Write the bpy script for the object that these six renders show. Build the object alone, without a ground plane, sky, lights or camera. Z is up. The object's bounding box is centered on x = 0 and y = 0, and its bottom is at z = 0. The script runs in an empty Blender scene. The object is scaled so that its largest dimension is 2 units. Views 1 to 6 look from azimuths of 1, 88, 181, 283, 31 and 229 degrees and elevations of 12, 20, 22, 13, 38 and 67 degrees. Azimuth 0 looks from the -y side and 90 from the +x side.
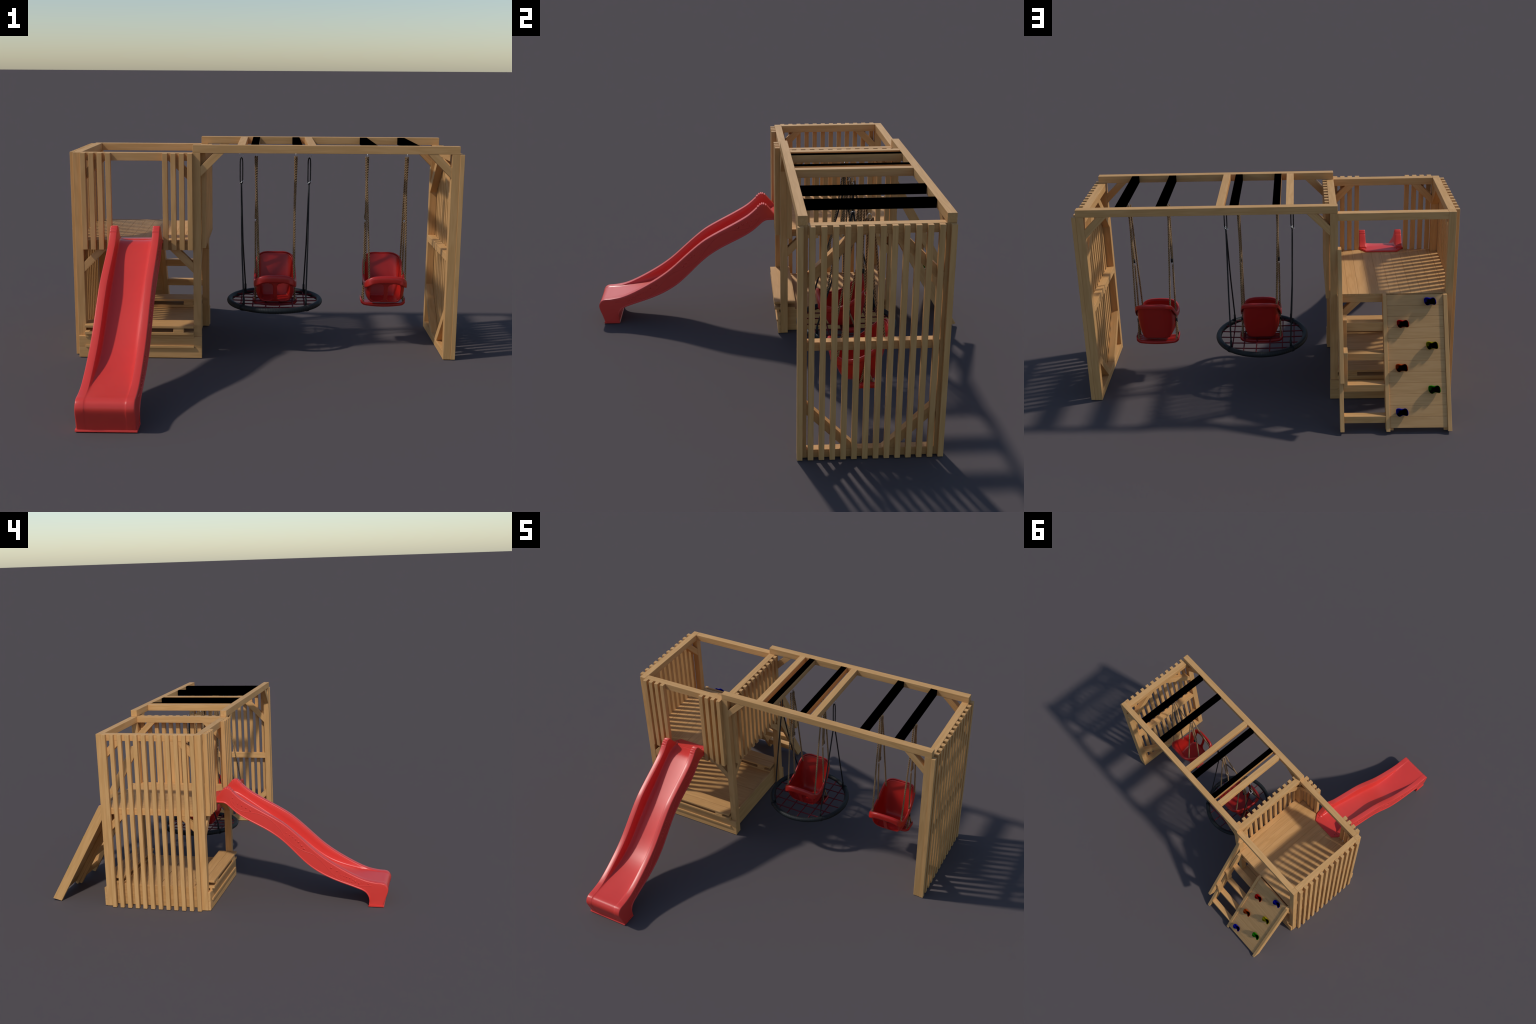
import bpy, bmesh, math, random
from mathutils import Vector, Matrix
random.seed(7)
COL = bpy.context.scene.collection

# ------------------------------------------------------------------ materials
def new_mat(name):
    m = bpy.data.materials.new(name); m.use_nodes = True
    nt = m.node_tree; b = nt.nodes["Principled BSDF"]
    return m, nt, b

def wood_material(name, dark, mid, light, grain=1.0):
    m, nt, b = new_mat(name); N = nt.nodes; L = nt.links
    tc = N.new("ShaderNodeTexCoord"); oi = N.new("ShaderNodeObjectInfo")
    off = N.new("ShaderNodeVectorMath"); off.operation = 'MULTIPLY_ADD'
    comb = N.new("ShaderNodeCombineXYZ")
    for i, k in enumerate((3.1, 1.7, 2.3)):
        mu = N.new("ShaderNodeMath"); mu.operation = 'MULTIPLY'; mu.inputs[1].default_value = k
        L.new(oi.outputs["Random"], mu.inputs[0]); L.new(mu.outputs[0], comb.inputs[i])
    off.inputs[1].default_value = (1, 1, 1)
    L.new(tc.outputs["Object"], off.inputs[0]); L.new(comb.outputs[0], off.inputs[2])
    # slow warp so the year rings wander along the board
    mpw = N.new("ShaderNodeMapping"); mpw.inputs["Scale"].default_value = (3.2, 34, 34)
    L.new(off.outputs[0], mpw.inputs[0])
    warp = N.new("ShaderNodeTexNoise"); warp.inputs["Scale"].default_value = 1.0; warp.inputs["Detail"].default_value = 2
    L.new(mpw.outputs[0], warp.inputs["Vector"])
    wv = N.new("ShaderNodeMath"); wv.operation = 'MULTIPLY'; wv.inputs[1].default_value = 9.0
    L.new(warp.outputs["Fac"], wv.inputs[0])
    sn = N.new("ShaderNodeMath"); sn.operation = 'SINE'
    sm = N.new("ShaderNodeMath"); sm.operation = 'MULTIPLY'; sm.inputs[1].default_value = 2.6
    L.new(wv.outputs[0], sm.inputs[0]); L.new(sm.outputs[0], sn.inputs[0])
    # fine fibres
    mpf = N.new("ShaderNodeMapping"); mpf.inputs["Scale"].default_value = (9, 420, 420)
    L.new(off.outputs[0], mpf.inputs[0])
    fib = N.new("ShaderNodeTexNoise"); fib.inputs["Scale"].default_value = 1.0; fib.inputs["Detail"].default_value = 3
    L.new(mpf.outputs[0], fib.inputs["Vector"])
    mr = N.new("ShaderNodeMapRange"); mr.inputs[1].default_value = -1; mr.inputs[2].default_value = 1
    mr.inputs[3].default_value = 0.5 - 0.26 * grain; mr.inputs[4].default_value = 0.5 + 0.26 * grain
    L.new(sn.outputs[0], mr.inputs[0])
    ad = N.new("ShaderNodeMix"); ad.data_type = 'FLOAT'; ad.inputs[0].default_value = 0.45
    L.new(mr.outputs[0], ad.inputs[2]); L.new(fib.outputs["Fac"], ad.inputs[3])
    rmp = N.new("ShaderNodeValToRGB"); cr = rmp.color_ramp
    cr.elements[0].position = 0.2; cr.elements[0].color = (*dark, 1)
    cr.elements[1].position = 0.78; cr.elements[1].color = (*light, 1)
    e = cr.elements.new(0.5); e.color = (*mid, 1)
    L.new(ad.outputs[0], rmp.inputs[0])
    # small board-to-board difference
    hsv = N.new("ShaderNodeHueSaturation")
    rv = N.new("ShaderNodeMapRange"); rv.inputs[3].default_value = 0.95; rv.inputs[4].default_value = 1.05
    L.new(oi.outputs["Random"], rv.inputs[0]); L.new(rv.outputs[0], hsv.inputs["Value"])
    L.new(rmp.outputs[0], hsv.inputs["Color"]); L.new(hsv.outputs[0], b.inputs["Base Color"])
    b.inputs["Roughness"].default_value = 0.62
    b.inputs["Specular IOR Level"].default_value = 0.3
    bp = N.new("ShaderNodeBump"); bp.inputs["Strength"].default_value = 0.12; bp.inputs["Distance"].default_value = 0.0006
    L.new(fib.outputs["Fac"], bp.inputs["Height"]); L.new(bp.outputs[0], b.inputs["Normal"])
    return m

WOOD = wood_material("pine_wood", (0.575, 0.308, 0.108), (0.640, 0.352, 0.132), (0.690, 0.392, 0.158))
PALE = wood_material("pale_panel_wood", (0.560, 0.302, 0.112), (0.622, 0.345, 0.136), (0.672, 0.385, 0.163), 0.8)

def plastic(name, col, rough, spec=0.5, speckle=0.04):
    m, nt, b = new_mat(name); N = nt.nodes; L = nt.links
    tc = N.new("ShaderNodeTexCoord")
    no = N.new("ShaderNodeTexNoise"); no.inputs["Scale"].default_value = 14; no.inputs["Detail"].default_value = 4
    L.new(tc.outputs["Object"], no.inputs["Vector"])
    r = N.new("ShaderNodeValToRGB")
    r.color_ramp.elements[0].color = (*[c * (1 - speckle) for c in col], 1)
    r.color_ramp.elements[1].color = (*[min(1, c * (1 + speckle)) for c in col], 1)
    L.new(no.outputs["Fac"], r.inputs[0]); L.new(r.outputs[0], b.inputs["Base Color"])
    b.inputs["Roughness"].default_value = rough; b.inputs["Specular IOR Level"].default_value = spec
    return m

SLIDE = plastic("slide_red_plastic", (0.745, 0.049, 0.037), 0.36, 0.5)
SEAT = plastic("seat_red_plastic", (0.45, 0.015, 0.010), 0.34, 0.45)
BLACK = plastic("solid_black", (0.0, 0.0, 0.0), 1.0, 0.0)  # pure black for the cross-beam faces that look solid black
CORD = plastic("black_cord", (0.012, 0.013, 0.014), 0.6, 0.3)
NET = plastic("dark_red_cord", (0.15, 0.007, 0.014), 0.6, 0.3, 0.2)
STEEL, _nt, _b = new_mat("galvanised_steel")
_n = _nt.nodes.new("ShaderNodeTexNoise"); _n.inputs["Scale"].default_value = 60
_r = _nt.nodes.new("ShaderNodeValToRGB"); _r.color_ramp.elements[0].color = (.5, .52, .54, 1); _r.color_ramp.elements[1].color = (.72, .73, .74, 1)
_nt.links.new(_n.outputs["Fac"], _r.inputs[0]); _nt.links.new(_r.outputs[0], _b.inputs["Base Color"])
_b.inputs["Metallic"].default_value = 0.9; _b.inputs["Roughness"].default_value = 0.32

def rope_material():
    m, nt, b = new_mat("hemp_rope"); N = nt.nodes; L = nt.links
    tc = N.new("ShaderNodeTexCoord")
    no = N.new("ShaderNodeTexNoise"); no.inputs["Scale"].default_value = 160; no.inputs["Detail"].default_value = 4
    L.new(tc.outputs["Object"], no.inputs["Vector"])
    r = N.new("ShaderNodeValToRGB"); r.color_ramp.elements[0].position = .3; r.color_ramp.elements[1].position = .7
    r.color_ramp.elements[0].color = (0.27, 0.168, 0.084, 1); r.color_ramp.elements[1].color = (0.44, 0.290, 0.160, 1)
    L.new(no.outputs["Fac"], r.inputs[0]); L.new(r.outputs[0], b.inputs["Base Color"])
    b.inputs["Roughness"].default_value = 0.9; b.inputs["Specular IOR Level"].default_value = 0.1
    return m
ROPE = rope_material()
LAY = plastic('rope_core', (0.050, 0.029, 0.014), 0.95, 0.05, 0.15)

def tyre_material():
    m, nt, b = new_mat("wrapped_ring"); N = nt.nodes; L = nt.links
    tc = N.new("ShaderNodeTexCoord")
    no = N.new("ShaderNodeTexNoise"); no.inputs["Scale"].default_value = 40; no.inputs["Detail"].default_value = 4
    L.new(tc.outputs["Object"], no.inputs["Vector"])
    r = N.new("ShaderNodeValToRGB")
    r.color_ramp.elements[0].color = (0.006, 0.008, 0.009, 1); r.color_ramp.elements[1].color = (0.013, 0.016, 0.016, 1)
    L.new(no.outputs["Fac"], r.inputs[0]); L.new(r.outputs[0], b.inputs["Base Color"])
    b.inputs["Roughness"].default_value = 0.6; b.inputs["Specular IOR Level"].default_value = 0.35
    return m
RING = tyre_material()

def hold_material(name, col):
    """near-black hold; the tint is painted in at glancing angles and over one lobe"""
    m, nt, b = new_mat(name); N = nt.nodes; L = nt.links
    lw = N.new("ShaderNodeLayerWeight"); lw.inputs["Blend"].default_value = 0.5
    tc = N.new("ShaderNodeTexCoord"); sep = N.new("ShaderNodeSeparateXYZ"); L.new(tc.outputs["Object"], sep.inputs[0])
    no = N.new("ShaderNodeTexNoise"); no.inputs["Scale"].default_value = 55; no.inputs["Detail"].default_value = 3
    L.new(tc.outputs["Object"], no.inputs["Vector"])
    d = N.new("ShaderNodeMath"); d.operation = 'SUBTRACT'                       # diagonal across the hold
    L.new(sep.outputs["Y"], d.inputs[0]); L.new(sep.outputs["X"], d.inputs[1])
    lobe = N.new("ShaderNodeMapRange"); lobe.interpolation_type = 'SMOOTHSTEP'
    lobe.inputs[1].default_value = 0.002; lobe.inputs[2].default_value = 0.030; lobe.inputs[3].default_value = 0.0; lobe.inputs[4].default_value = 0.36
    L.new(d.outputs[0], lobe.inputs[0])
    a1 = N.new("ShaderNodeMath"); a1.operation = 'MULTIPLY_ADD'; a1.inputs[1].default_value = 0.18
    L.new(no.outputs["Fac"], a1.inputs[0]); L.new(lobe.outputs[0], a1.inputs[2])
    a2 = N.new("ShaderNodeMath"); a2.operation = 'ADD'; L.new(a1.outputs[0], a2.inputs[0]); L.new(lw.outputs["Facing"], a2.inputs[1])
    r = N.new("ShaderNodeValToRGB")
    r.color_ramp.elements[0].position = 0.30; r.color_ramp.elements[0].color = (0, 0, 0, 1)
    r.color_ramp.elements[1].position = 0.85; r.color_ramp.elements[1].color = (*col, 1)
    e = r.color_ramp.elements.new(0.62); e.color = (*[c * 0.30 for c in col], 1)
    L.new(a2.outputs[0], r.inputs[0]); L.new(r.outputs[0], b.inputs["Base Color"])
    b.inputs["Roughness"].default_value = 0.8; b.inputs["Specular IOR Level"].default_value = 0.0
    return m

# ------------------------------------------------------------------ helpers
root = bpy.data.objects.new("wooden_play_tower_with_swings", None)
root["label"] = "pine play tower with red slide, climbing wall and swings"
root["category"] = "playground set"
COL.objects.link(root)

def add(name, mesh, parent=None, mats=None, loc=None, rot=None, kind=None):
    o = bpy.data.objects.new(name, mesh); COL.objects.link(o)
    if mats is not None and not mesh.materials:
        for mm in (mats if isinstance(mats, (list, tuple)) else [mats]): mesh.materials.append(mm)
    M = Matrix.Translation(loc or (0, 0, 0))
    if rot is not None: M = M @ rot.to_4x4()
    o.parent = parent or root
    if parent is not None and parent is not root:
        M = parent.matrix_basis.inverted() @ M
    o.matrix_basis = M
    if kind: o["kind"] = kind
    return o

def bm_mesh(bm, name, smooth=False):
    bmesh.ops.recalc_face_normals(bm, faces=bm.faces)
    me = bpy.data.meshes.new(name); bm.to_mesh(me); bm.free()
    if smooth:
        for p in me.polygons: p.use_smooth = True
    return me

_boxes = {}
def box_mesh(l, w, h, bev=0.0009):
    k = (round(l, 4), round(w, 4), round(h, 4), bev)
    if k not in _boxes:
        bm = bmesh.new(); bmesh.ops.create_cube(bm, size=1)
        bmesh.ops.scale(bm, vec=(l, w, h), verts=bm.verts)
        bmesh.ops.bevel(bm, geom=bm.edges[:], offset=bev, segments=1, affect='EDGES')
        _boxes[k] = bm_mesh(bm, "board")
    return _boxes[k]

AX = {'x': Matrix(((1, 0, 0), (0, 1, 0), (0, 0, 1))),
      'y': Matrix(((0, -1, 0), (1, 0, 0), (0, 0, 1))),
      'z': Matrix(((0, 0, 1), (0, 1, 0), (-1, 0, 0)))}
def board(name, x0, x1, y0, y1, z0, z1, mat=None, parent=None, bev=0.0009):
    """rectangular timber given by its world extents; the grain (local X) follows the longest side"""
    d = (x1 - x0, y1 - y0, z1 - z0); k = max(range(3), key=lambda i: d[i]); R = AX['xyz'[k]]
    loc = R.transposed() @ Vector(d)
    me = box_mesh(abs(loc[0]), abs(loc[1]), abs(loc[2]), bev)
    if mat is None: mat = WOOD
    if mat is not WOOD:
        me = me.copy(); me.materials.clear()
    return add(name, me, parent, mat, ((x0 + x1) / 2, (y0 + y1) / 2, (z0 + z1) / 2), R)

def prism(name, pts, plane, lo, hi, along, mat=None, bev=0.0009):
    """polygon (a,b) in the 'xz' or 'yz' plane extruded over lo..hi; grain runs along the 2D direction"""
    a = Vector(along).normalized()
    cx = sum(p[0] for p in pts) / len(pts); cz = sum(p[1] for p in pts) / len(pts)
    if plane == 'xz': X = Vector((a[0], 0, a[1])); Nn = Vector((0, 1, 0))
    else: X = Vector((0, a[0], a[1])); Nn = Vector((1, 0, 0))
    Y = Nn.cross(X); R = Matrix((X, Y, Nn)).transposed(); h = (hi - lo) / 2
    def w(p):
        return Vector((p[0] - cx, 0, p[1] - cz)) if plane == 'xz' else Vector((0, p[0] - cx, p[1] - cz))
    bm = bmesh.new()
    lower = [bm.verts.new((w(p).dot(X), w(p).dot(Y), -h)) for p in pts]
    upper = [bm.verts.new((w(p).dot(X), w(p).dot(Y), h)) for p in pts]
    bm.faces.new(lower); bm.faces.new(upper)
    for i in range(len(pts)):
        j = (i + 1) % len(pts); bm.faces.new((lower[i], lower[j], upper[j], upper[i]))
    bmesh.ops.recalc_face_normals(bm, faces=bm.faces)
    bmesh.ops.bevel(bm, geom=bm.edges[:], offset=bev, segments=1, affect='EDGES')
    mid = (lo + hi) / 2
    loc = (cx, mid, cz) if plane == 'xz' else (mid, cx, cz)
    return add(name, bm_mesh(bm, name), None, mat or WOOD, loc, R)

def catmull(P, n):
    """n samples through the control points P (tuples of any length)"""
    out = []; m = len(P) - 1
    for i in range(n):
        t = i / (n - 1) * m; k = min(int(t), m - 1); f = t - k
        p0, p1, p2, p3 = P[max(k - 1, 0)], P[k], P[k + 1], P[min(k + 2, m)]
        out.append(tuple(0.5 * (2 * b + (c - a) * f + (2 * a - 5 * b + 4 * c - d) * f * f + (3 * b - a - 3 * c + d) * f ** 3)
                         for a, b, c, d in zip(p0, p1, p2, p3)))
    return out

def interp(tab, v):
    """monotone piecewise smooth lookup, tab sorted by descending key"""
    for (a, fa), (b, fb) in zip(tab, tab[1:]):
        if a >= v >= b:
            return fa + (fb - fa) * (a - v) / (a - b)
    return tab[0][1] if v > tab[0][0] else tab[-1][1]

def tube(bm, path, r, sides=8, closed=False, caps=True):
    P = [Vector(p) for p in path]; n = len(P); rings = []
    ref = Vector((0.31, 0.2, 0.93)).normalized()
    for i, p in enumerate(P):
        t = (P[(i + 1) % n] - P[i - 1]) if closed else (P[min(i + 1, n - 1)] - P[max(i - 1, 0)])
        t.normalize(); u = t.cross(ref)
        if u.length < 0.05: u = t.cross(Vector((1, 0, 0)))
        u.normalize(); v = t.cross(u)
        rr = r[i] if isinstance(r, (list, tuple)) else r
        rings.append([bm.verts.new(p + rr * (math.cos(2 * math.pi * k / sides) * u + math.sin(2 * math.pi * k / sides) * v)) for k in range(sides)])
    for i in range(n if closed else n - 1):
        A, B = rings[i], rings[(i + 1) % n]
        for k in range(sides):
            q = (k + 1) % sides; bm.faces.new((A[k], A[q], B[q], B[k]))
    if not closed and caps: bm.faces.new(rings[0]); bm.faces.new(rings[-1])

def twisted_rope(bm, path, r=0.0021, pitch=0.039, strands=3, wind=0.0031):
    """laid rope: strands winding round the path; grooves stay open between them"""
    P = [Vector(p) for p in path]; S = [0.0]
    for a, b in zip(P, P[1:]): S.append(S[-1] + (b - a).length)
    n = max(6, int(S[-1] / pitch * 12)); mid = []
    for i in range(n + 1):
        s = S[-1] * i / n; k = 0
        while k < len(S) - 2 and S[k + 1] < s: k += 1
        mid.append(P[k].lerp(P[k + 1], (s - S[k]) / max(1e-9, S[k + 1] - S[k])))
    for j in range(strands):
        line = []
        for i, p in enumerate(mid):
            t = (mid[min(i + 1, n)] - mid[max(i - 1, 0)]).normalized()
            u = t.cross(Vector((0, 1, 0.01))).normalized(); v = t.cross(u)
            a = 2 * math.pi * (S[-1] * i / n / pitch + j / strands)
            line.append(p + wind * (math.cos(a) * u + math.sin(a) * v))
        tube(bm, line, r, 6)
    return mid

def torus_path(c, R, axis='y', n=20, sy=1.0):
    out = []
    for i in range(n):
        a = 2 * math.pi * i / n; p, q = R * math.cos(a), R * sy * math.sin(a)
        out.append((c[0] + p, c[1], c[2] + q) if axis == 'y' else (c[0], c[1] + p, c[2] + q) if axis == 'x' else (c[0] + p, c[1] + q, c[2]))
    return out

# ------------------------------------------------------------------ frame dimensions
W = 0.0385                                  # square timber
YF0, YF1 = 0.0175, 0.0560                   # front post row
YB0, YB1 = 0.5975, 0.6360                   # back post row
XL0, XL1 = -0.9405, -0.9020                 # tower left posts
XM0, XM1 = -0.3570, -0.3185                 # tower right posts
XE0, XE1 = 0.9029, 0.9414                   # far end posts
TOP, BEAM = 1.0340, 1.0732
SL_T, SL_W = 0.0216, 0.0232                 # slat thickness and width
G = 0.0004

for x0, x1 in ((XL0, XL1), (XM0, XM1), (XE0, XE1)):
    for y0, y1 in ((YF0, YF1), (YB0, YB1)):
        board("post", x0, x1, y0, y1, 0, TOP)
# long swing beams
board("swing_beam", XM0 + .0015, XE1, YF0, YF1, TOP + G, BEAM)
board("swing_beam", XM0 + .0015, XE1, YB0, YB1, TOP + G, BEAM)
# tower top rails and deck rails
DECK = 0.6012
for z0, z1 in ((TOP - W, TOP), (0.5535, 0.5900)):
    board("rail", XL1 + G, XM0 - G, YF0, YF1, z0, z1)
    board("rail", XL1 + G, XM0 - G, YB0, YB1, z0, z1)
for z0, z1 in ((TOP - W, TOP), (0.5630, DECK)):          # the side rails lie flush with the deck
    board("rail", XL0, XL1, YF1 + G, YB0 - G, z0, z1)
    board("rail", XM0, XM1, YF1 + G, YB0 - G, z0, z1)
# end panel rails
for z0, z1 in ((TOP - W, TOP), (0.4995, 0.5370), (0.0005, 0.0380)):
    board("rail", XE0, XE1, YF1 + G, YB0 - G, z0, z1)

# cross beams of the swing bay
for x0 in (-0.1390, 0.2085):
    board("cross_beam", x0, x0 + W, YF1 + G, YB0 - G, TOP + .0012, BEAM)
def black_faced_cross_beam(x0, x1, black_faces):
    o = board("cross_beam", x0, x1, YF1 + G, YB0 - G, TOP + .0012, BEAM)
    me = o.data.copy(); o.data = me; me.materials.clear(); me.materials.append(WOOD); me.materials.append(BLACK)
    R = o.matrix_basis.to_3x3()
    for p in me.polygons:
        n = R @ p.normal
        for f in black_faces:
            if n.dot(Vector(f)) > 0.4: p.material_index = 1
black_faced_cross_beam(-0.0725, -0.0340, [(0, 0, 1)])
black_faced_cross_beam(0.1410, 0.1795, [(0, 0, 1), (-1, 0, 0)])
for x0 in (0.5085, 0.7130):
    black_faced_cross_beam(x0, x0 + W, [(0, 0, 1), (-1, 0, 0), (1, 0, 0), (0, 0, -1)])

# ------------------------------------------------------------------ knee braces
def brace(plane, corner, sa, sb, inner, outer, lo, hi):
    """diagonal between two members meeting at corner; sa/sb: direction signs, inner/outer leg lengths"""
    a, b = corner
    pts = [(a + sa * inner, b), (a + sa * outer, b), (a, b + sb * outer), (a, b + sb * inner)]
    prism("knee_brace", pts, plane, lo, hi, (sa, -sb))
I, O = 0.0655, 0.1160
for y0, y1 in ((YF0, YF1), (YB0, YB1)):     # under the swing beams
    brace('xz', (XM1, TOP), 1, -1, I, O, y0 + .001, y1 - .001)
    brace('xz', (XE0, TOP), -1, -1, I, O, y0 + .001, y1 - .001)
for y0, y1 in ((YF0, YF1), (YB0, YB1)):     # under the deck, front and back
    brace('xz', (XL1, .5535), 1, -1, I, O, y0 + .001, y1 - .001)
    brace('xz', (XM0, .5535), -1, -1, I, O, y0 + .001, y1 - .001)
brace('xz', (XL1, TOP - W), 1, -1, I, O, YF0 + .001, YF1 - .001)
brace('xz', (XM0, TOP - W), -1, -1, I, O, YF0 + .001, YF1 - .001)
for x0, x1 in ((XL0, XL1), (XM0, XM1)):     # side walls, under the deck and under the top rail
    for zt in (.5630, TOP - W):
        brace('yz', (YF1, zt), 1, -1, I, O, x0 + .001, x1 - .001)
        brace('yz', (YB0, zt), -1, -1, I, O, x0 + .001, x1 - .001)
for zc, sb in ((TOP - W, -1), (.0380, 1)):  # large braces of the far end panel
    brace('yz', (YF1, zc), 1, sb, .167, .2205, XE0 + .001, XE1 - .001)
    brace('yz', (YB0, zc), -1, sb, .167, .2205, XE0 + .001, XE1 - .001)

# ------------------------------------------------------------------ slats
for i in range(14):
    y = 0.0155 + i * 0.04588
    board("slat", XE1 + G, XE1 + G + SL_T, y, y + SL_W, 0, TOP - .0006)
for i in range(12):
    y = 0.0526 + i * 0.04720
    board("slat", XL0 - G - SL_T, XL0 - G, y, y + SL_W, 0, TOP - .0006)
for i in range(12):
    y = 0.0537 + i * 0.0467
    board("slat", XM1 + G, XM1 + G + SL_T, y, y + 0.0238, 0.5565, TOP - .0006)
for x in (-0.9006, -0.8599, -0.8193, -0.7786, -0.5020, -0.4615, -0.4210, -0.3806):
    board("slat", x, x + 0.0244, -0.0080, YF0 - G, 0.5570, TOP - .0006)

# ------------------------------------------------------------------ deck
seams = [XM0 - .0006] + [-0.4089 - 0.0532 * k for k in range(10)] + [XL1 + .0006]
for a, b in zip(seams, seams[1:]):
    board("deck_plank", b + .00025, a - .00025, 0.0185, 0.6355, 0.5903, DECK, bev=0.0005)

# ------------------------------------------------------------------ sandbox with two benches
for y0, y1 in ((0.0030, YF0 - G), (YB1 + G, 0.6505)):
    board("sandbox_board", -0.9375, -0.3160, y0, y1, 0, 0.0548)
    board("sandbox_board", -0.9375, -0.3160, y0, y1, 0.0554, 0.1100)
board("sandbox_ledge", -0.9040, -0.3550, -0.0042, 0.0026, 0.0528, 0.0645)
board("sandbox_ledge", -0.9040, -0.3550, 0.6510, 0.6580, 0.0528, 0.0645)
board("sandbox_board", -0.3700, -0.3545, YF1 + G, YB0 - G, 0, 0.1255)
board("sandbox_board", -0.9020, -0.8870, YF1 + G, YB0 - G, 0, 0.1255)
for i in range(6):
    y = 0.0600 + i * 0.0893
    board("floor_plank", -0.8865, -0.3705, y + (.0014 if i == 3 else 0), y + (0.0874 if i == 2 else 0.0887), 0.1080, 0.1232)
for y0, s in ((-0.0150, 1), (0.6520, -1)):
    def Y(a, b): return (y0 + s * a, y0 + s * b) if s > 0 else (y0 + s * b, y0 + s * a)
    xa, xb = -0.9035, -0.3555
    board("bench_plank", xa, xb, *Y(0.0, 0.0572), 0.1590, 0.1710)
    board("bench_plank", xa, xb, *Y(0.0586, 0.1160), 0.1590, 0.1710)
    board("bench_plank", xa, xb, *Y(0.0008, 0.1140), 0.1240, 0.1366)
    board("bench_board", xa, xb, *Y(0.0140, 0.0276), 0.1045, 0.1238)
    for bx in (-0.8560, -0.4580):
        for yy in (0.0012, 0.077):
            board("bench_block", bx, bx + 0.0530, *Y(yy, yy + .036), 0.1369, 0.1478)
            board("bench_block", bx + .0005, bx + 0.0525, *Y(yy + .0005, yy + .0355), 0.1482, 0.1588)

# ------------------------------------------------------------------ ladder and climbing wall
RUN = 0.574                                  # horizontal run per unit of height
def up(z): return 1.0005 - RUN * (z - 0.014)
def dn(z): return 0.946 - RUN * z
stringer = [(1.0, 0.014), (0.9462, 0.0), (dn(.5350), .5350), (0.6365, .5390), (0.6365, 0.602), (up(.602), .602)]
for x0, x1 in ((-0.3740, -0.3542), (-0.6008, -0.5812), (-0.9062, -0.8864)):
    prism("ladder_stringer", stringer, 'yz', x0, x1, (-RUN, 1))
for i in range(4):
    z = 0.482 - i * 0.134; y = 0.6900 + i * 0.0785
    board("rung", -0.5810, -0.3745, y, y + 0.0375, z - (0.0470 if i == 0 else 0.0375), z)
# handrail raised above the outer stringer on two spindles
hy = lambda z: 0.6426 + (0.847 - z) / 1.764
rail = [(hy(.2705), .2705), (hy(.2705) - .042, .2705 - .025), (hy(.80) - .056, .80), (hy(.845) - .045, .845), (hy(.845), .845)]
prism("handrail", rail, 'yz', -0.3738, -0.3542, (-RUN, 1))
for y0, z0, z1 in ((0.7620, .3515, .5450), (0.8570, .2145, .4120)):
    prism("handrail_spindle", [(y0, z0), (y0 + .040, z0), (y0 + .040, z1 - .012), (y0, z1)], 'yz', -0.3940, -0.3744, (0, 1))
# planks of the climbing wall lie in the slope between the stringers
DIR = Vector((0, -RUN, 1)).normalized(); NRM = Vector((0, 1, RUN)).normalized()
Rw = Matrix((Vector((1, 0, 0)), DIR, Vector((1, 0, 0)).cross(DIR))).transposed()
bottom = Vector((0, up(.0264) - .0080, .0264)); LEN = 0.664; N_PL = 12
for i in range(N_PL):
    h = LEN / N_PL
    c = bottom + DIR * (h * (i + .5)) - NRM * 0.006
    me = box_mesh(0.2850, h - 0.0005, 0.012, 0.0007)
    if i == 0: me = me.copy(); me.materials.clear(); pale_plank = me
    else: me = pale_plank
    add("wall_plank", me, None, PALE, (-0.7436, c.y, c.z), Rw)
for x in (-0.6100, -0.8775):
    c = bottom + DIR * (LEN * .5 - .012) - NRM * 0.0215
    add("wall_batten", box_mesh(LEN, .018, .018), None, WOOD, (x, c.y, c.z), Matrix((DIR, Vector((-1, 0, 0)), DIR.cross(Vector((-1, 0, 0))))).transposed())

def hold_mesh():
    bm = bmesh.new(); bmesh.ops.create_uvsphere(bm, u_segments=32, v_segments=20, radius=1)
    for v in bm.verts:
        x, y, z = v.co
        e = 2.6                                               # boxier than a ball
        s = (abs(x) ** e + abs(y) ** e + abs(z) ** e) ** (-1 / e); x, y, z = x * s, y * s, z * s
        waist = 1 - 0.30 * math.exp(-((x - 0.12) / 0.42) ** 2)
        depth = 0.5 * (z + 1)                                 # 0 at the wall, 1 at the outside
        flare = 0.72 + 0.34 * depth
        yy = y * 0.0195 * waist * flare - 0.0045 * x + 0.003 * math.sin(3 * x)
        zz = depth * (0.036 - 0.010 * math.exp(-((x - .15) / .35) ** 2) - 0.004 * x) + 0.003 * math.sin(4 * x + 3 * y) * depth
        v.co = Vector((x * 0.0265 * flare, yy, (zz - 0.002) * 0.60)) * 1.27
    return bm_mesh(bm, "climbing_hold", True)
HOLD = hold_mesh()
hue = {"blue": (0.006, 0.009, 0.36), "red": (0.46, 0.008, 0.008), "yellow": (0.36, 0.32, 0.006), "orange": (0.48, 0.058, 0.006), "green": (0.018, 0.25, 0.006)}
HM = {k: hold_material("hold_" + k, v) for k, v in hue.items()}
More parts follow.
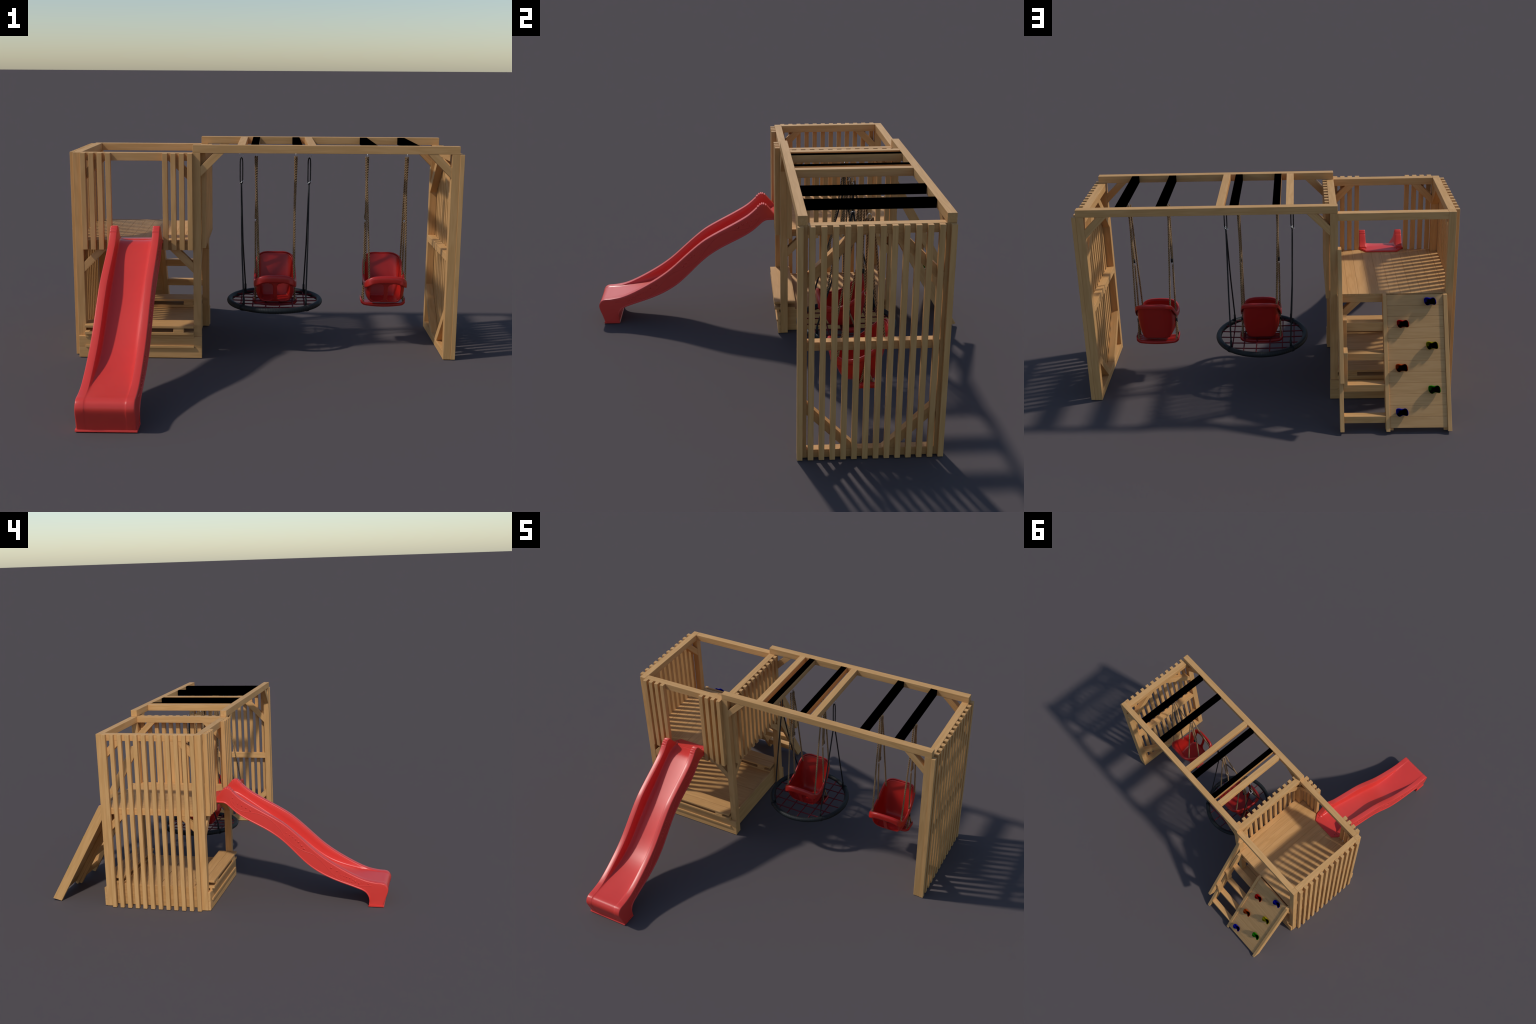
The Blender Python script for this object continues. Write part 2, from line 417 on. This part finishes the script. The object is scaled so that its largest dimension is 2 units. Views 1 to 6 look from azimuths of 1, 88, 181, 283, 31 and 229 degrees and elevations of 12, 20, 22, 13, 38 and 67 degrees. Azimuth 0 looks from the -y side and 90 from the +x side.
for x, z, c in ((-0.818, .5700, "blue"), (-0.678, .4735, "red"), (-0.8209, .3780, "yellow"), (-0.6656, .2830, "orange"), (-0.8245, .1890, "green"), (-0.6611, .0930, "blue")):
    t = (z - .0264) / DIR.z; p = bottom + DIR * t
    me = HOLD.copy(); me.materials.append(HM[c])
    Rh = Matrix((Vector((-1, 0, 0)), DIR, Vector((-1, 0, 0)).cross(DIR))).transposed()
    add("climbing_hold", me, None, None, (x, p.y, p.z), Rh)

# ------------------------------------------------------------------ slide
SX = -0.6280
rim_tab = [(.014, .6150), (-.008, .630), (-.025, .651), (-.044, .675), (-.058, .684), (-.071, .688), (-.083, .683), (-.098, .667), (-.128, .6375), (-.162, .611), (-.204, .587), (-.247, .563), (-.29, .5415), (-.334, .517),
           (-.395, .484), (-.458, .432), (-.517, .379), (-.586, .315), (-.65, .268), (-.704, .235), (-.784, .191), (-.848, .162), (-.880, .1510), (-.930, .1445), (-.962, .1425)]
low_tab = [(.014, .598), (-.05, .597), (-.062, .593), (-.078, .579), (-.121, .540), (-.164, .511), (-.228, .478), (-.292, .447), (-.357, .408), (-.414, .363), (-.479, .296), (-.548, .230), (-.628, .181), (-.708, .147), (-.798, .118), (-.851, .0995), (-.872, .088)]
bed_tab = [(.014, .6125), (-.05, .6120), (-.075, .606), (-.105, .590), (-.157, .556), (-.255, .490), (-.352, .425), (-.418, .376), (-.483, .323), (-.55, .267), (-.612, .224), (-.677, .194), (-.742, .175), (-.833, .1555), (-.86, .1505), (-.880, .1475), (-.930, .1425)]
def smooth_tab(tab, v):
    w = 0.009 if v > -.13 else 0.009 + min(1, (-.13 - v) / .08) * 0.019
    return sum(interp(tab, v + d * w) * k for d, k in ((-1.5, .12), (-.75, .22), (0, .32), (.75, .22), (1.5, .12)))
ys = [0.014 - i * 0.0016 for i in range(82)]
ys += [ys[-1] - 0.009 * (i + 1) for i in range(81)]
ys = [y for y in ys if y > -0.846]
stations = []
for y in ys:
    t = smooth_tab(rim_tab, y); b = smooth_tab(bed_tab, y); u = smooth_tab(low_tab, y)
    rip = 0.0
    if -0.103 < y < -0.043: rip = 0.0060 * abs(math.sin((y + 0.043) / 0.012 * math.pi)) ** 0.7 - 0.0025   # grip ribs
    stations.append(((y, t), (y, max(b, u + .010) if y < -.06 else b), (y, u), rip))
nose_T = [(-.848, .1615), (-.880, .1510), (-.930, .1445), (-.962, .1425), (-.980, .1375), (-.9925, .1255), (-.9995, .1060), (-.9960, .0830), (-.9830, .0450), (-.9735, .0120), (-.9730, .0080)]
nose_B = [(-.848, .1530), (-.880, .1475), (-.930, .1425), (-.9615, .1410), (-.9788, .1363), (-.9912, .1250), (-.9980, .1058), (-.9945, .0830), (-.9818, .0455), (-.9725, .0125), (-.9720, .0080)]
nose_U = [(-.851, .0995), (-.869, .0880), (-.882, .0730), (-.890, .0550), (-.8925, .0350), (-.8900, .0140), (-.8930, .0010), (-.9150, .0004), (-.9350, .0004), (-.9500, .0004), (-.9600, .0004)]
nose_T[0], nose_B[0], nose_U[0] = (-.850, smooth_tab(rim_tab, -.850)), (-.850, smooth_tab(bed_tab, -.850)), (-.850, smooth_tab(low_tab, -.850))
nose_T[1], nose_B[1] = (-.880, smooth_tab(rim_tab, -.880)), (-.880, smooth_tab(bed_tab, -.880))
for a, b, c in zip(catmull(nose_T, 44), catmull(nose_B, 44), catmull(nose_U, 44)): stations.append((a, b, c, 0.0))

def section(T, B, U, rip):
    T, B, U = Vector(T), Vector(B), Vector(U); h = (T - B).length
    d = (U - T).normalized() if (U - T).length > 1e-6 else Vector((0, -1))
    k = min(1.0, h / 0.02); half = []
    half.append((0.1205, U)); flare = max(0.0, (0.10 - T[1]) / 0.10) * 0.0016
    half.append((0.1256, U)); half.append((0.1262, U - d * 0.003)); half.append((0.1254, U - d * 0.0065)); half.append((0.1226, U - d * 0.0085)); half.append((0.1224, U - d * 0.0110))
    half.append((0.1210 + flare, T + d * 0.0095))
    half.append((0.1207 + flare, T + d * 0.007)); T0 = T; T = T + Vector((0, rip))
    half += [(0.1197, T + d * 0.0025), (0.1180, T + d * 0.0006), (0.1155, T)]
    half += [(0.1000, T), (0.0880, T), (0.0862, T + d * 0.0008 * k), (0.0850, T + d * 0.004 * k)]
    T = T0
    half += [(0.0838, T.lerp(B, .45)), (0.0815, B.lerp(T, .16) if h > .02 else B.lerp(T, .3)), (0.0795, B.lerp(T, .05)), (0.0740, B), (0.0600, B + d * .0008 * k), (0.0300, B + d * .002 * k)]
    return half
bm = bmesh.new(); prev = None
for T, B, U, rip in stations:
    hs = section(T, B, U, rip)
    loop = [(SX - x, p) for x, p in hs] + [(SX, Vector(B) + (Vector(hs[-1][1]) - Vector(B)))] + [(SX + x, p) for x, p in reversed(hs)]
    ring = [bm.verts.new((x, p[0], p[1])) for x, p in loop]
    if prev:
        n = len(ring)
        for k in range(n):
            bm.faces.new((prev[k], prev[(k + 1) % n], ring[(k + 1) % n], ring[k]))
    else: first = ring
    prev = ring
bm.faces.new(first); bm.faces.new(prev)
me = bm_mesh(bm, "slide_chute", True)
slide = add("slide", me, None, SLIDE)
def smooth_by_angle(o, deg):
    me = o.data
    b2 = bmesh.new(); b2.from_mesh(me)
    for e in b2.edges:
        e.smooth = not (len(e.link_faces) == 2 and e.calc_face_angle(0) > math.radians(deg))
    b2.to_mesh(me); b2.free()
smooth_by_angle(slide, 50)
# foot flange
bm = bmesh.new()
pts = [(-.976, .0), (-.976, .0055), (-.972, .0105), (-.890, .0105), (-.8865, .0055), (-.8865, .0)]
a = [bm.verts.new((SX - .1268, y, z)) for y, z in pts]; b = [bm.verts.new((SX + .1268, y, z)) for y, z in pts]
bm.faces.new(a); bm.faces.new(b)
for i in range(len(pts)):
    j = (i + 1) % len(pts); bm.faces.new((a[i], a[j], b[j], b[i]))
bmesh.ops.recalc_face_normals(bm, faces=bm.faces)
bmesh.ops.bevel(bm, geom=bm.edges[:], offset=.0015, segments=2, affect='EDGES')
add("slide_foot", bm_mesh(bm, "slide_foot"), slide, SLIDE)
# lip resting on the deck
bm = bmesh.new()
out = [(-.507, -.012), (-.507, .0165), (-.5405, .0605), (-.7150, .0605), (-.749, .0165), (-.749, -.012)]
lo = [bm.verts.new((x, y, .6018)) for x, y in out]; hi = [bm.verts.new((x, y, .6135 - .06 * max(0, y + .012))) for x, y in out]
bm.faces.new(lo); bm.faces.new(hi)
for i in range(6):
    j = (i + 1) % 6; bm.faces.new((lo[i], lo[j], hi[j], hi[i]))
bmesh.ops.recalc_face_normals(bm, faces=bm.faces)
bmesh.ops.bevel(bm, geom=[e for e in bm.edges if all(v.co.z > .6055 for v in e.verts)], offset=.0035, segments=3, affect='EDGES')
add("slide_lip", bm_mesh(bm, "slide_lip"), slide, SLIDE)
for x in (-.5427, -.7173):
    bm = bmesh.new(); bmesh.ops.create_cone(bm, cap_ends=True, segments=14, radius1=.0026, radius2=.002, depth=.002)
    add("screw", bm_mesh(bm, "screw", False), slide, CORD, (x, .0283, .6113))
# raised wave line and knobs on both cheeks
def cheek_x(y, z):
    t = smooth_tab(rim_tab, max(y, -.846)) if y > -.846 else .15; u = smooth_tab(low_tab, max(y, -.846)) if y > -.846 else .085
    f = max(0.0, min(1.0, (z - u) / max(.02, t - u)))
    return 0.1224 + (0.1208 - 0.1224) * f
wave = [(-.088, .612), (-.109, .577), (-.16, .549), (-.256, .535), (-.319, .504), (-.369, .457), (-.412, .397), (-.456, .352), (-.512, .322), (-.569, .301), (-.618, .26), (-.668, .203), (-.718, .160), (-.768, .138), (-.83, .125), (-.905, .125)]
knobs = [(-.103, .629, 3.2), (-.108, .6, 2.6), (-.132, .594, 3.2), (-.156, .583, 3.8), (-.181, .571, 4), (-.206, .555, 4.4), (-.143, .564, 2.4), (-.127, .577, 1.8),
         (-.382, .464, 2.4), (-.396, .444, 1.6), (-.414, .426, 2.6), (-.435, .414, 3), (-.454, .401, 3.6), (-.470, .389, 4), (-.486, .373, 4.2), (-.504, .353, 4.6), (-.517, .335, 4.8), (-.431, .387, 2.6), (-.422, .400, 1.8), (-.470, .350, 2), (-.48, .342, 1.6), (-.55, .328, 1.8),
         (-.673, .226, 4.2), (-.707, .208, 3.6), (-.722, .197, 2), (-.730, .183, 2.4), (-.747, .179, 2.8), (-.763, .173, 3.2), (-.780, .167, 3.8), (-.798, .160, 4), (-.813, .149, 4.2), (-.833, .138, 4.4), (-.768, .149, 2.4), (-.792, .145, 2.6), (-.886, .137, 2.6), (-.852, .143, 2), (-.718, .186, 1.8), (-.745, .160, 1.8)]
bm = bmesh.new(); bk = bmesh.new()
for s in (-1, 1):
    tube(bm, [(SX + s * (cheek_x(y, z) - .0001), y, z) for y, z in catmull(wave, 120)], .0015, 6)
    for y, z, r in knobs:
        M = Matrix.Translation((SX + s * cheek_x(y, z), y, z)) @ Matrix.Diagonal((.75, 1, 1, 1))
        bmesh.ops.create_icosphere(bk, subdivisions=2, radius=r * .00125, matrix=M)
add("slide_rib", bm_mesh(bm, "slide_rib", True), slide, SLIDE)
add("slide_knob", bm_mesh(bk, "slide_knob", True), slide, SLIDE, kind="stuff")

# ------------------------------------------------------------------ toddler bucket swings
YC = 0.327
half_rim = [(0, .4455, .4665), (.030, .4452, .4670), (.050, .4440, .4665), (.069, .4395, .4630), (.0845, .4290, .4555), (.0945, .4120, .4430), (.1000, .3800, .4130), (.1030, .3400, .3790), (.1045, .3000, .3585), (.1040, .2600, .3500), (.1010, .2280, .3530), (.0930, .2050, .3670), (.0760, .1935, .3800), (.0450, .1890, .3870), (0, .1880, .3890)]
half_bot = [(0, .3860, 0), (.024, .3860, 0), (.044, .3858, 0), (.058, .3840, 0), (.0670, .3780, 0), (.0705, .3670, 0), (.0720, .3480, 0), (.0730, .3200, 0), (.0730, .3000, 0), (.0745, .2820, 0), (.0745, .2640, 0), (.0710, .2480, 0), (.0610, .2400, 0), (.0370, .2370, 0), (0, .2365, 0)]
SEG = 130
def loop(half):
    h = catmull(half, SEG)
    return h + [(-x, y, z) for x, y, z in reversed(h[1:-1])]
rimL, botL = loop(half_rim), loop(half_bot)
Z_BOT = 0.2400
def seat_shell():
    bm = bmesh.new(); n = len(rimL); LV = 46; rows = []
    for v in range(LV + 1):
        f = v / LV; row = []
        # height falls first, the wall turns into the seat at the bottom
        zf = f; tuck = (1 - math.sqrt(max(0, 1 - (max(0, f - .86) / .14) ** 2))) * .05
        for (rx, ry, rz), (bx, by, _) in zip(rimL, botL):
            top = rz - .006
            back = max(0, min(1, (ry - .28) / .10)); yf = (1 - back) * f ** 2.0 + back * f ** 0.9; xf = f ** 4.2
            sx, sy = rx * .96, YC + (ry - YC) * .97
            px, py = sx + (bx - sx) * xf, sy + (by - sy) * yf
            row.append(bm.verts.new((px * (1 - tuck), py + (.30 - py) * tuck, top + (Z_BOT - top) * zf)))
        rows.append(row)
    for v in range(LV):
        for k in range(n):
            q = (k + 1) % n; vs = (rows[v][k], rows[v][q], rows[v + 1][q], rows[v + 1][k])
            c = sum((w.co for w in vs), Vector()) / 4
            # two leg openings, rounded, under the front bar
            if c.y < 0.272:
                ax = abs(c.x); hx, hz = 0.0345, 0.0500; cx, cz = 0.0440, 0.2965; r = 0.024
                dx = max(abs(ax - cx) - (hx - r), 0); dz = max(abs(c.z - cz) - (hz - r), 0)
                if dx * dx + dz * dz < r * r: continue
            bm.faces.new(vs)
    mid = []
    ring = rows[-1]
    for s in (.75, .5, .25):
        nr = [bm.verts.new((v.co.x * s, 0.30 + (v.co.y - 0.30) * s, Z_BOT - .0015 * (1 - s))) for v in rows[-1]]
        for k in range(n):
            q = (k + 1) % n; bm.faces.new((ring[k], ring[q], nr[q], nr[k]))
        ring = nr
    bm.faces.new(ring)
    for v in [v for v in bm.verts if not v.link_faces]: bm.verts.remove(v)
    bmesh.ops.smooth_vert(bm, verts=[v for v in bm.verts if v.is_boundary and v.co.y < .28 and v.co.z < .352], factor=.5, use_axis_x=True, use_axis_y=True, use_axis_z=True)
    bmesh.ops.recalc_face_normals(bm, faces=bm.faces)
    me = bm_mesh(bm, "bucket_seat", True)
    return me
def apply_solidify(me, t):
    o = bpy.data.objects.new("helper", me); COL.objects.link(o)
    md = o.modifiers.new("s", 'SOLIDIFY'); md.thickness = t; md.offset = 0
    dg = bpy.context.evaluated_depsgraph_get(); r = bpy.data.meshes.new_from_object(o.evaluated_get(dg))
    bpy.data.objects.remove(o)
    for p in r.polygons: p.use_smooth = True
    return r
SHELL = apply_solidify(seat_shell(), 0.0042); SHELL.materials.append(SEAT)
def rim_mesh():
    """drooping flange: taller at the front bar"""
    bm = bmesh.new(); rings = []; n = len(rimL)
    for i in range(n):
        p = Vector(rimL[i]); a = Vector(rimL[i - 1]); b = Vector(rimL[(i + 1) % n])
        t = (b - a).normalized(); out = Vector((p.x, (p.y - YC) * 0.9, 0))
        up_ = Vector((0, 0, 1)) - t * t.z; up_.normalize(); out = (t.cross(up_)); 
        if out.dot(Vector((p.x, p.y - YC, 0))) < 0: out = -out
        fr = max(0.0, min(1.0, (0.262 - p.y) / 0.055)); fr = fr * fr * (3 - 2 * fr)
        drop = 0.020 + 0.016 * fr; wd = 0.0085 + 0.004 * fr
        prof = [(-.4, -.25), (-.38, .0), (-.2, .17), (.1, .2), (.55, .12), (.85, -.05), (1.0, -.35), (1.0, -.8), (.9, -1.0), (.72, -1.0), (.66, -.8), (.6, -.4), (.3, -.22)]
        if fr > 0:   # the front bar is a full, closed bar
            prof = [(x if i2 < 10 else x + ((-.35 if i2 == 10 else -.55 if i2 == 11 else -.5) - x) * fr, z if i2 < 10 else z + ((-.95 if i2 == 10 else -.75 if i2 == 11 else -.45) - z) * fr) for i2, (x, z) in enumerate(prof)]
        rings.append([bm.verts.new(p + out * (x * wd) + up_ * (z * drop * (1 if z < 0 else .35))) for x, z in prof])
    for i in range(n):
        A, B = rings[i], rings[(i + 1) % n]
        for k in range(len(A)):
            q = (k + 1) % len(A); bm.faces.new((A[k], A[q], B[q], B[k]))
    return bm_mesh(bm, "seat_rim", True)
RIM = rim_mesh(); RIM.materials.append(SEAT)
def board_seat_mesh():
    bm = bmesh.new(); nx, ny = 48, 16; g = {}
    for side in (0, 1):
        for i in range(nx + 1):
            for j in range(ny + 1):
                u = i / nx * 2 - 1; v = j / ny * 2 - 1
                yy = YC + .012 + v * (.041 - .010 * max(0, abs(u) - .8) / .2 * (abs(v) ** 4))
                if side: z = .2165 + .008 * u * u + .0215 * max(0, (abs(u) - .78) / .22) ** 2 + (.0012 if j % 4 == 2 else 0)
                else: z = .2000 + .0110 * u * u + .008 * max(0, (abs(u) - .86) / .14) ** 2
                g[side, i, j] = bm.verts.new((u * .1170, yy, z))
        for i in range(nx):
            for j in range(ny): bm.faces.new((g[side, i, j], g[side, i + 1, j], g[side, i + 1, j + 1], g[side, i, j + 1]))
    for i in range(nx):
        for j in (0, ny): bm.faces.new((g[0, i, j], g[0, i + 1, j], g[1, i + 1, j], g[1, i, j]))
    for j in range(ny):
        for i in (0, nx): bm.faces.new((g[0, i, j], g[0, i, j + 1], g[1, i, j + 1], g[1, i, j]))
    bmesh.ops.recalc_face_normals(bm, faces=bm.faces)
    return bm_mesh(bm, "board_seat", True)
BSEAT = board_seat_mesh(); BSEAT.materials.append(SEAT)
def rope_mesh(*paths):
    bm = bmesh.new()
    for p in paths:
        mid = twisted_rope(bm, p); n0 = len(bm.faces)
        bm.faces.ensure_lookup_table()
        tube(bm, mid[::4] + [mid[-1]], 0.0034, 8)
        bm.faces.ensure_lookup_table()
        for f in bm.faces[n0:]: f.material_index = 1
    me = bm_mesh(bm, "swing_rope", True); me.materials.append(ROPE); me.materials.append(LAY); return me
def metal(paths, r):
    bm = bmesh.new()
    for p in paths: tube(bm, p, r, 8, closed=True)
    me = bm_mesh(bm, "hook", True); me.materials.append(STEEL); return me
ROPES = {}
for s in (-1, 1):
    X = .103 * s; H = -.1055 if s < 0 else .0990      # H: adjuster hook
    fx, mx, kx = (-.0860, -.1040, -.0875) if s < 0 else (.0990, .1000, .0988)   # where front, middle and back rope enter the seat
    ROPES[s] = [
        rope_mesh([(X - .0045, .314, .992), (X * .985 - .002, .297, .87), (fx, .2055, .352)]),
        rope_mesh([(X + .0045, .322, .992), (X * .5 + H * .5 + .002, .321, .80), (H, .319, .665)], [(X + .0045, .335, .992), (X * .5 + H * .5 + .002, .334, .80), (H + .002, .331, .668)]),
        rope_mesh([(H, .322, .652), (mx, .3285, .375), (.1045 * s, .329, .318)]),
        rope_mesh([(X - .0045, .341, .992), (X * .98 - .001, .358, .88), (kx, .4120, .420)]),
        rope_mesh([(.1045 * s, .327, .318), (.1050 * s, .3070, .226)]),
        rope_mesh([(.1045 * s, .331, .318), (.1050 * s, .3690, .226)]),
    ]
HOOK = {s: metal([torus_path((.103 * s, .327, .9965), .0095, 'x', 18, 1.5), torus_path((-.1055 if s < 0 else .0990, .3235, .657), .0065, 'x', 18, 1.7)], .0016) for s in (-1, 1)}
def sleeve_mesh(s):
    bm = bmesh.new()
    tube(bm, [(.1045 * s, .329, .334), (.1047 * s, .329, .312)], .0066, 12)
    tube(bm, [((-.1040 if s < 0 else .1000), .3375, .690), ((-.1040 if s < 0 else .1000), .3370, .670)], .0060, 12)
    me = bm_mesh(bm, "rope_sleeve", True); me.materials.append(CORD); return me
SLEEVE = {s: sleeve_mesh(s) for s in (-1, 1)}
for cx in (0.0520, 0.6275):
    sw = add("bucket_swing", SHELL, None, None, (cx, 0, 0))
    add("seat_rim", RIM, sw, None, (cx, 0, 0)); add("board_seat", BSEAT, sw, None, (cx, 0, 0))
    for s in (-1, 1):
        for r in ROPES[s]: add("swing_rope", r, sw, None, (cx, 0, 0))
        add("swing_hook", HOOK[s], sw, None, (cx, 0, 0)); add("rope_sleeve", SLEEVE[s], sw, None, (cx, 0, 0))

# ------------------------------------------------------------------ nest swing
NX, NY, NZ, NR, Nr = 0.0505, 0.3300, 0.2255, 0.2390, 0.0148
bm = bmesh.new(); rings = []; n = 720
for i in range(n):
    a = 2 * math.pi * i / n; row = []
    for k in range(16):
        b = 2 * math.pi * k / 16
        rr = Nr + 0.0003 * math.sin(a * 120 + b)                # cord wound round the hoop
        row.append(bm.verts.new(((NR + rr * math.cos(b)) * math.cos(a), (NR + rr * math.cos(b)) * math.sin(a), rr * math.sin(b))))
    rings.append(row)
for i in range(n):
    A, B = rings[i], rings[(i + 1) % n]
    for k in range(16):
        q = (k + 1) % 16; bm.faces.new((A[k], A[q], B[q], B[k]))
nest = add("nest_swing", bm_mesh(bm, "nest_hoop", True), None, RING, (NX, NY, NZ))
def cord(a, b, lift):
    bm = bmesh.new(); pts = []
    for i in range(31):
        f = i / 30; p = Vector(a).lerp(Vector(b), f)
        p.z += lift + 0.0035 - 0.004 * math.sin(f * math.pi); pts.append(p)
    twisted_rope(bm, pts, 0.0019, 0.022, 3, 0.0018)
    return bm_mesh(bm, "net_cord", True)
for y in (.160, .2275, .2965, .3665, .4350, .4980):
    d = math.sqrt(max(0, (NR - .006) ** 2 - (y - NY) ** 2))
    add("net_cord", cord((NX - d, y, NZ), (NX + d, y, NZ), .0016), nest, NET)
for x in (-.1270, -.0640, .0040, .0760, .1440, .2065):
    d = math.sqrt(max(0, (NR - .006) ** 2 - (x - NX) ** 2))
    add("net_cord", cord((x, NY - d, NZ), (x, NY + d, NZ), -.0016), nest, NET)
for s in (-1, 1):
    hx = 0.0485 + s * 0.1765
    bm = bmesh.new()                                             # long loop under the hook
    lp = [(hx + .0066 * math.cos(a) * (1 if abs(math.sin(a)) < .9 else .9), .3265, .9165 + .0690 * (1 if math.sin(a) > 0 else -1) * abs(math.sin(a)) ** .35) for a in [2 * math.pi * i / 48 for i in range(48)]]
    tube(bm, lp, .0032, 8, closed=True)
    for t in (-1, 1):
        ex, ey = NX + s * 0.1605, NY + t * 0.1645
        tube(bm, [(hx, .3265 + t * .003, .858), (hx - s * .001, .3265 + t * .014, .80), (hx - s * .006, .3265 + t * .09, .52), (ex, ey, NZ + .045), (ex, ey, NZ + .004)], .0040, 8)
        tube(bm, [(ex, ey - t * .002, NZ + .048), (ex, ey, NZ + .010)], .0062, 10)
        # lashing round the hoop
        ang = math.atan2(ey - NY, ex - NX)
        for k in (-1, 0, 1):
            q = ang + k * .016; c = Vector((NX + NR * math.cos(q), NY + NR * math.sin(q), NZ)); e = Vector((math.cos(q), math.sin(q), 0))
            tube(bm, [c + e * (.0158 * math.cos(2 * math.pi * i / 16)) + Vector((0, 0, .0158 * math.sin(2 * math.pi * i / 16))) for i in range(16)], .0017, 6, closed=True)
    add("nest_rope", bm_mesh(bm, "nest_rope", True), nest, CORD)
    me = metal([torus_path((hx, .3265, .9945), .0105, 'y', 18, 1.5), [(p[0], p[1], p[2] + (p[0] - hx) * .75) for p in torus_path((hx, .3265, .8575), .0112, 'z', 20)]], .0014)
    add("swing_hook", me, nest)
